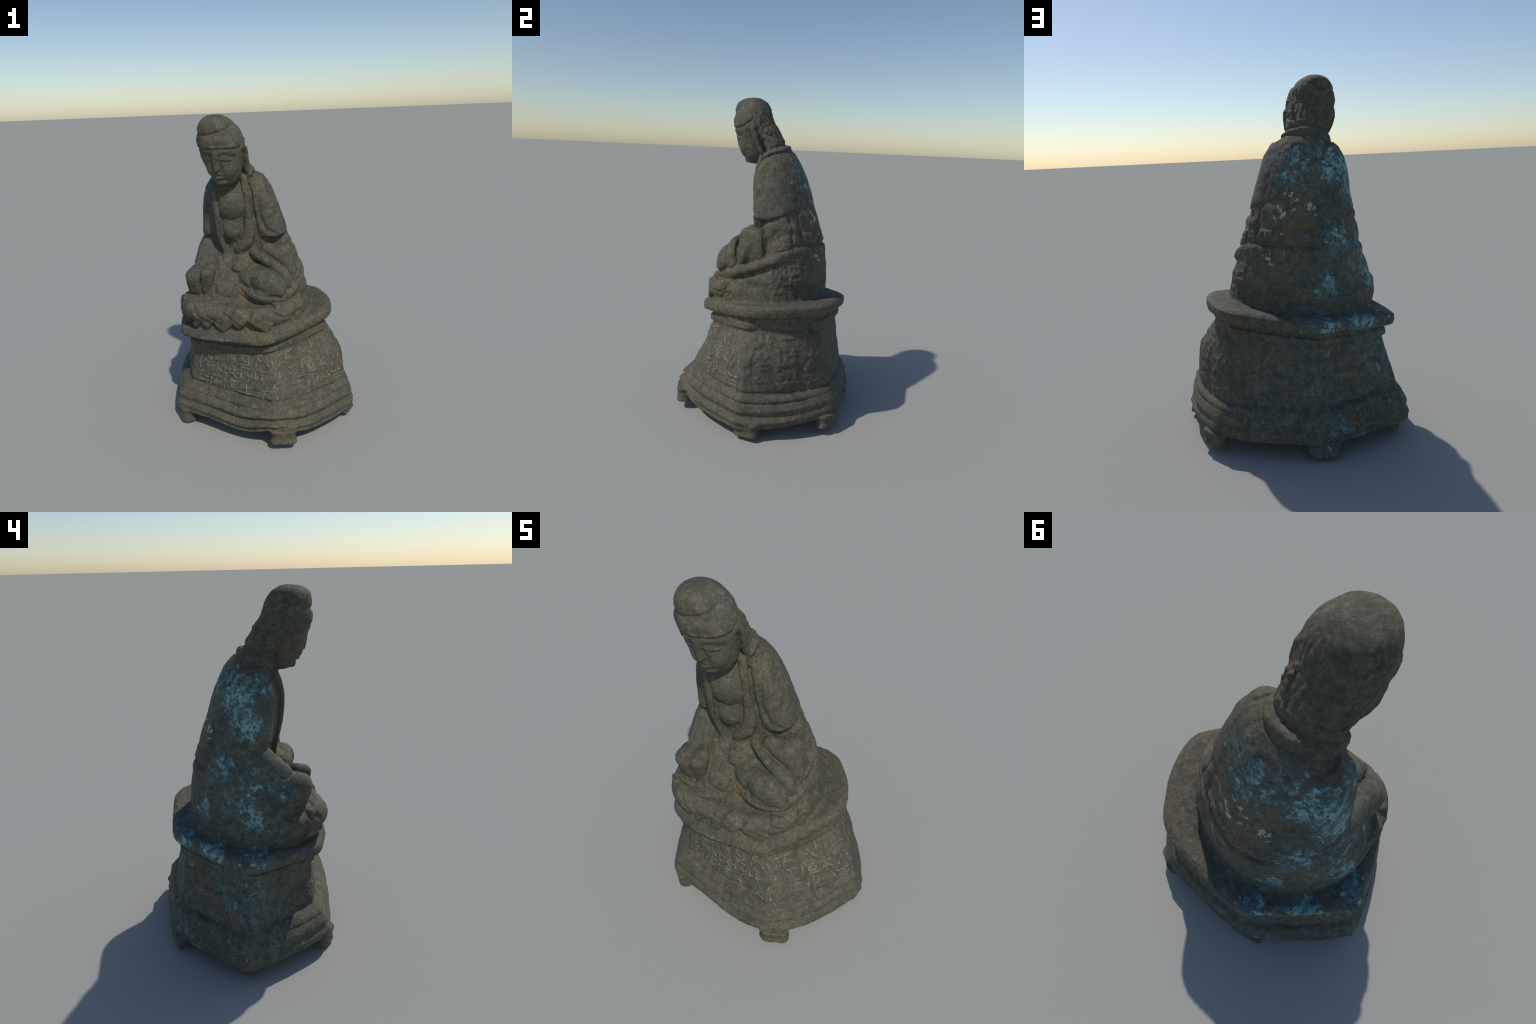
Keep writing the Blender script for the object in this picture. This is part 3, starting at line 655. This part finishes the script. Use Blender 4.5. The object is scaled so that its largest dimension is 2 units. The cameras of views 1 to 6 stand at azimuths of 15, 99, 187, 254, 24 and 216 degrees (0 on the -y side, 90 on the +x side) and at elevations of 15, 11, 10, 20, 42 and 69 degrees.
def bronze(name, lift=0.0):
    m, t = new_material(name); T = Tree(t)
    co = T.n("ShaderNodeTexCoord").outputs["Object"]
    broad, mid, fine = T.noise(co, 5, 4, .6, 1), T.noise(co, 22, 5, .62, 2), T.noise(co, 95, 4, .65, 3)
    warp = T.n("ShaderNodeVectorMath", operation="MULTIPLY_ADD")
    wn = T.n("ShaderNodeTexNoise"); T.put(wn.inputs["Vector"], co); wn.inputs["Scale"].default_value = 9
    T.put(warp.inputs[0], wn.outputs["Color"]); warp.inputs[1].default_value = (.07, .07, .07); T.put(warp.inputs[2], co)
    sh = T.n("ShaderNodeVectorMath", operation="SUBTRACT"); T.put(sh.inputs[0], warp.outputs[0]); sh.inputs[1].default_value = (.035, .035, .035)
    wco = sh.outputs[0]
    base = T.mix(T.ramp(broad, .38, .62), (.072, .070, .051), (.096, .090, .060))
    base = T.mix(T.math("MULTIPLY", T.ramp(T.noise(co, 16, 6, .7, 15), .46, .64), .5), base, (.135, .128, .086))
    base = T.mix(T.math("MULTIPLY", T.ramp(mid, .50, .66), .38), base, (.172, .165, .125))
    base = T.mix(T.math("MULTIPLY", T.ramp(mid, .48, .34), .42), base, (.044, .045, .041))
    base = T.mix(T.math("MULTIPLY", T.ramp(fine, .53, .66), .36), base, (.21, .20, .155))
    base = T.mix(T.math("MULTIPLY", T.ramp(fine, .46, .34), .42), base, (.036, .036, .033))
    purple = T.math("MULTIPLY", T.ramp(T.noise(co, 8, 4, .6, 14), .56, .64), .3)
    base = T.mix(purple, base, (.105, .092, .095))
    geo = T.n("ShaderNodeNewGeometry").outputs["Pointiness"]
    base = T.mix(T.math("MULTIPLY", T.math("MULTIPLY", T.ramp(geo, .53, .62), T.ramp(mid, .42, .60)), .8), base, (.235, .222, .138))
    # sparse pale mineral specks
    sp0 = T.ramp(T.noise(co, 70, 4, .65, 16), .62, .70)
    base = T.mix(T.math("MULTIPLY", sp0, .38), base, (.27, .26, .21))
    # dark verdigris stain over the weather side (back and right-hand side); part of its darkness is painted-in shade
    sep = T.n("ShaderNodeSeparateXYZ"); T.put(sep.inputs[0], wco)
    side = T.math("SUBTRACT", T.math("MULTIPLY", sep.outputs["Y"], 1.0), T.math("MULTIPLY", sep.outputs["X"], .9))
    stain_shade = T.math("MULTIPLY", T.ramp(side, .12, .42), T.ramp(T.noise(co, 7, 6, .65, 17), .38, .56))
    base = T.mix(T.math("MULTIPLY", stain_shade, .7), base, T.mix(T.ramp(mid, .40, .62), (.050, .072, .068), (.105, .135, .120)))
    # ochre soil
    o = T.math("ADD", T.any_spot(wco, OCHRE), .24)
    o = T.math("ADD", o, T.math("MULTIPLY", T.ramp(geo, .485, .40), .55))
    o = T.math("MULTIPLY", o, T.ramp(T.noise(co, 26, 6, .7, 5), .40, .62), clamp=True)
    base = T.mix(T.math("MULTIPLY", o, .8), base, T.mix(T.ramp(fine, .4, .65), (.135, .098, .048), (.20, .160, .085)))
    # pale greenish bloom
    g = T.math("MULTIPLY", T.any_spot(wco, GREEN), T.ramp(T.noise(co, 30, 6, .7, 6), .47, .62))
    base = T.mix(T.math("MULTIPLY", g, .7), base, T.mix(T.ramp(mid, .4, .6), (.07, .16, .13), (.22, .32, .24)))
    # blue-green copper patina in ragged flakes
    b = T.any_spot(wco, BLUE)
    flakes = T.math("ADD", T.math("MULTIPLY", T.noise(co, 30, 8, .68, 7), .72), T.math("MULTIPLY", T.noise(co, 95, 5, .7, 18), .28))
    thr = T.math("SUBTRACT", .635, T.math("MULTIPLY", b, .175))
    f = T.math("MULTIPLY", T.ramp(flakes, thr, T.math("ADD", thr, .07)), T.ramp(b, .02, .2))
    blue = T.mix(T.ramp(T.noise(co, 14, 3, .5, 8), .42, .6), (.155, .32, .35), (.30, .50, .48))
    halo = T.math("MULTIPLY", T.ramp(flakes, T.math("SUBTRACT", thr, .10), T.math("ADD", thr, .04)), T.ramp(b, .02, .3))
    base = T.mix(T.math("MULTIPLY", halo, .6), base, (.085, .16, .165))
    base = T.mix(T.math("MULTIPLY", f, .85), base, blue)
    # scattered flecks of patina all over the weather side
    fk = T.math("MULTIPLY", T.ramp(side, .10, .45), T.ramp(T.noise(co, 6, 4, .6, 19), .42, .60))
    fk = T.math("MULTIPLY", fk, T.ramp(T.noise(co, 62, 6, .68, 20), .575, .63))
    base = T.mix(T.math("MULTIPLY", fk, .75), base, T.mix(T.ramp(broad, .4, .6), (.13, .30, .29), (.20, .38, .42)))
    # speckled patina on the back-left side of the pedestal
    sp = T.math("MULTIPLY", T.any_spot(wco, [((-.52, .20, .42), .30, 1.0), ((-.30, .44, .40), .20, .6)]), T.ramp(T.noise(co, 130, 4, .7, 9), .57, .63))
    base = T.mix(T.math("MULTIPLY", sp, .8), base, (.29, .40, .40))
    # pale lime flakes on the back
    p = T.any_spot(wco, PALE)
    fl = T.ramp(T.noise(co, 24, 6, .62, 10), T.math("SUBTRACT", .70, T.math("MULTIPLY", p, .165)), T.math("SUBTRACT", .725, T.math("MULTIPLY", p, .165)))
    base = T.mix(T.math("MULTIPLY", fl, T.ramp(p, .1, .4)), base, (.42, .41, .31))
    # rust at the pin hole on the head and a few stains
    r = T.math("MULTIPLY", T.any_spot(wco, [((.0, -.05, 1.835), .045, 1.0), ((-.005, -.03, 1.815), .04, .9), ((-.42, .22, .78), .05, .6), ((-.52, .30, .52), .05, .8), ((-.035, -.23, .935), .035, .6)]), T.ramp(T.noise(co, 40, 4, .6, 11), .42, .55))
    base = T.mix(r, base, (.23, .095, .03))
    grain = T.n("ShaderNodeVectorMath", operation="SCALE")
    T.put(grain.inputs[0], base); T.put(grain.inputs["Scale"], T.math("ADD", .76, T.math("MULTIPLY", T.ramp(T.noise(co, 48, 8, .75, 22), .34, .66), .44)))
    base = grain.outputs[0]
    bsdf = T.n("ShaderNodeBsdfPrincipled"); out = T.n("ShaderNodeOutputMaterial")
    T.put(bsdf.inputs["Base Color"], base)
    T.put(bsdf.inputs["Roughness"], T.math("ADD", .62, T.math("MULTIPLY", fine, .25)))
    bsdf.inputs["Specular IOR Level"].default_value = .28
    bump = T.n("ShaderNodeBump"); bump.inputs["Strength"].default_value = .8; bump.inputs["Distance"].default_value = .005
    hgt = T.math("ADD", T.math("MULTIPLY", T.noise(co, 60, 6, .7, 12), 1.0), T.math("MULTIPLY", T.noise(co, 190, 4, .7, 13), .5))
    T.put(bump.inputs["Height"], hgt)
    t.links.new(bump.outputs[0], bsdf.inputs["Normal"]); t.links.new(bsdf.outputs[0], out.inputs[0])
    return m

BRONZE = bronze("weathered_bronze")

def pale_dust():
    m, t = new_material("dust_in_lettering"); T = Tree(t)
    co = T.n("ShaderNodeTexCoord").outputs["Object"]
    c = T.mix(T.ramp(T.noise(co, 45, 5, .65, 1), .42, .60), (.105, .099, .072), (.20, .188, .128))
    bsdf = T.n("ShaderNodeBsdfPrincipled"); out = T.n("ShaderNodeOutputMaterial")
    T.put(bsdf.inputs["Base Color"], c); bsdf.inputs["Roughness"].default_value = .85; bsdf.inputs["Specular IOR Level"].default_value = .2
    t.links.new(bsdf.outputs[0], out.inputs[0])
    return m
DUST = pale_dust()

# ------------------------------------------------------------------ objects
scene = bpy.context.scene
def link(o, parent=None):
    scene.collection.objects.link(o)
    if parent is not None: o.parent = parent
    return o

statue = link(bpy.data.objects.new("seated_bronze_statue", None))
statue["label"] = "dark weathered bronze figure seated on a six-sided inscribed pedestal with blue-green patina"
statue["category"] = "bronze statue"

def skin_object(name, faces, parent):
    q = quads[faces]
    u = np.unique(q); mp = np.full(len(verts), -1); mp[u] = np.arange(len(u))
    me = bpy.data.meshes.new(name)
    me.vertices.add(len(u)); me.vertices.foreach_set("co", verts[u].ravel())
    me.loops.add(len(q) * 4); me.loops.foreach_set("vertex_index", mp[q].astype(np.int32).ravel())
    me.polygons.add(len(q)); me.polygons.foreach_set("loop_start", np.arange(0, len(q) * 4, 4, dtype=np.int32))
    me.update(calc_edges=True); me.validate()
    me.polygons.foreach_set("use_smooth", np.ones(len(me.polygons), bool))
    me.normals_split_custom_set_from_vertices([tuple(v) for v in nrm[u]])
    me.materials.append(BRONZE)
    return link(bpy.data.objects.new(name, me), parent)

def pid(*names): return np.isin(lab, [PARTS.index(n) for n in names])
cx = centres
pedestal = skin_object("pedestal", pid("pedestal"), statue)
skin_object("base_moulding", pid("base_moulding"), pedestal)
skin_object("seat_slab", pid("seat_slab"), pedestal)
feet = pid("foot"); C6 = np.array([(.268, -.50), (.596, -.005), (.395, .452), (-.185, .512), (-.572, .2), (-.43, -.282)])
which = ((cx[:, None, :2] - C6[None]) ** 2).sum(-1).argmin(1)
for i in range(6): skin_object("foot", feet & (which == i), pedestal)
torso = skin_object("torso", pid("torso", "chest", "belly"), statue)
skin_object("leg", pid("leg", "lap"), statue)
skin_object("robe_fold", pid("robe_fold"), statue)
skin_object("collar", pid("collar"), statue)
for s in (cx[:, 0] > -.11, cx[:, 0] <= -.11):
    skin_object("sleeve", pid("sleeve", "sleeve_drape") & s, statue)
for s in (cx[:, 0] > -.12, cx[:, 0] <= -.12):
    skin_object("lapel", pid("lapel") & s, statue)
skin_object("arm", pid("arm"), statue)
for s in (cx[:, 0] > 0, cx[:, 0] <= 0): skin_object("hand", pid("hand") & s, statue)
skin_object("sash", pid("sash"), statue)
skin_object("waist_cloth", pid("waist_cloth"), statue)
skin_object("neck", pid("neck"), statue)
head = skin_object("head", pid("face", "nose"), statue)
skin_object("hair", pid("hair"), head)
for s in (cx[:, 0] > -.15, cx[:, 0] <= -.15): skin_object("ear", pid("ear") & s, head)

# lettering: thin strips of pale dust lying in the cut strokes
lv, lf = [], []
grad_cache = gradient(body, np.vstack(snapped[len(GROOVES):]))
k = 0
for q, (P, half, raised) in zip(snapped[len(GROOVES):], STROKES):
    g = grad_cache[k:k + len(q)]; k += len(q)
    n = g / (np.linalg.norm(g, axis=1, keepdims=True) + 1e-9)
    tdir = np.gradient(q, axis=0); tdir /= np.linalg.norm(tdir, axis=1, keepdims=True) + 1e-9
    sdir = np.cross(n, tdir)
    if raised: continue
    taper = np.interp(np.linspace(0, 1, len(q)), [0, .2, .8, 1], [.5, 1, 1, .5])[:, None]
    b = len(lv)
    for off_s, off_n in ((-.95, .0008), (-.5, .0058), (.5, .0058), (.95, .0008)):
        lv.extend(q + sdir * half * off_s * taper + n * off_n)
    m = len(q)
    for r in range(3):
        for j in range(m - 1):
            lf.append((b + r * m + j, b + (r + 1) * m + j, b + (r + 1) * m + j + 1, b + r * m + j + 1))
me = bpy.data.meshes.new("inscription"); me.from_pydata([tuple(v) for v in lv], [], lf); me.update()
me.polygons.foreach_set("use_smooth", np.ones(len(me.polygons), bool)); me.materials.append(DUST)
ins = link(bpy.data.objects.new("inscription", me), pedestal); ins["kind"] = "stuff"
stamp("done")
print("verts", len(verts), "quads", len(quads))
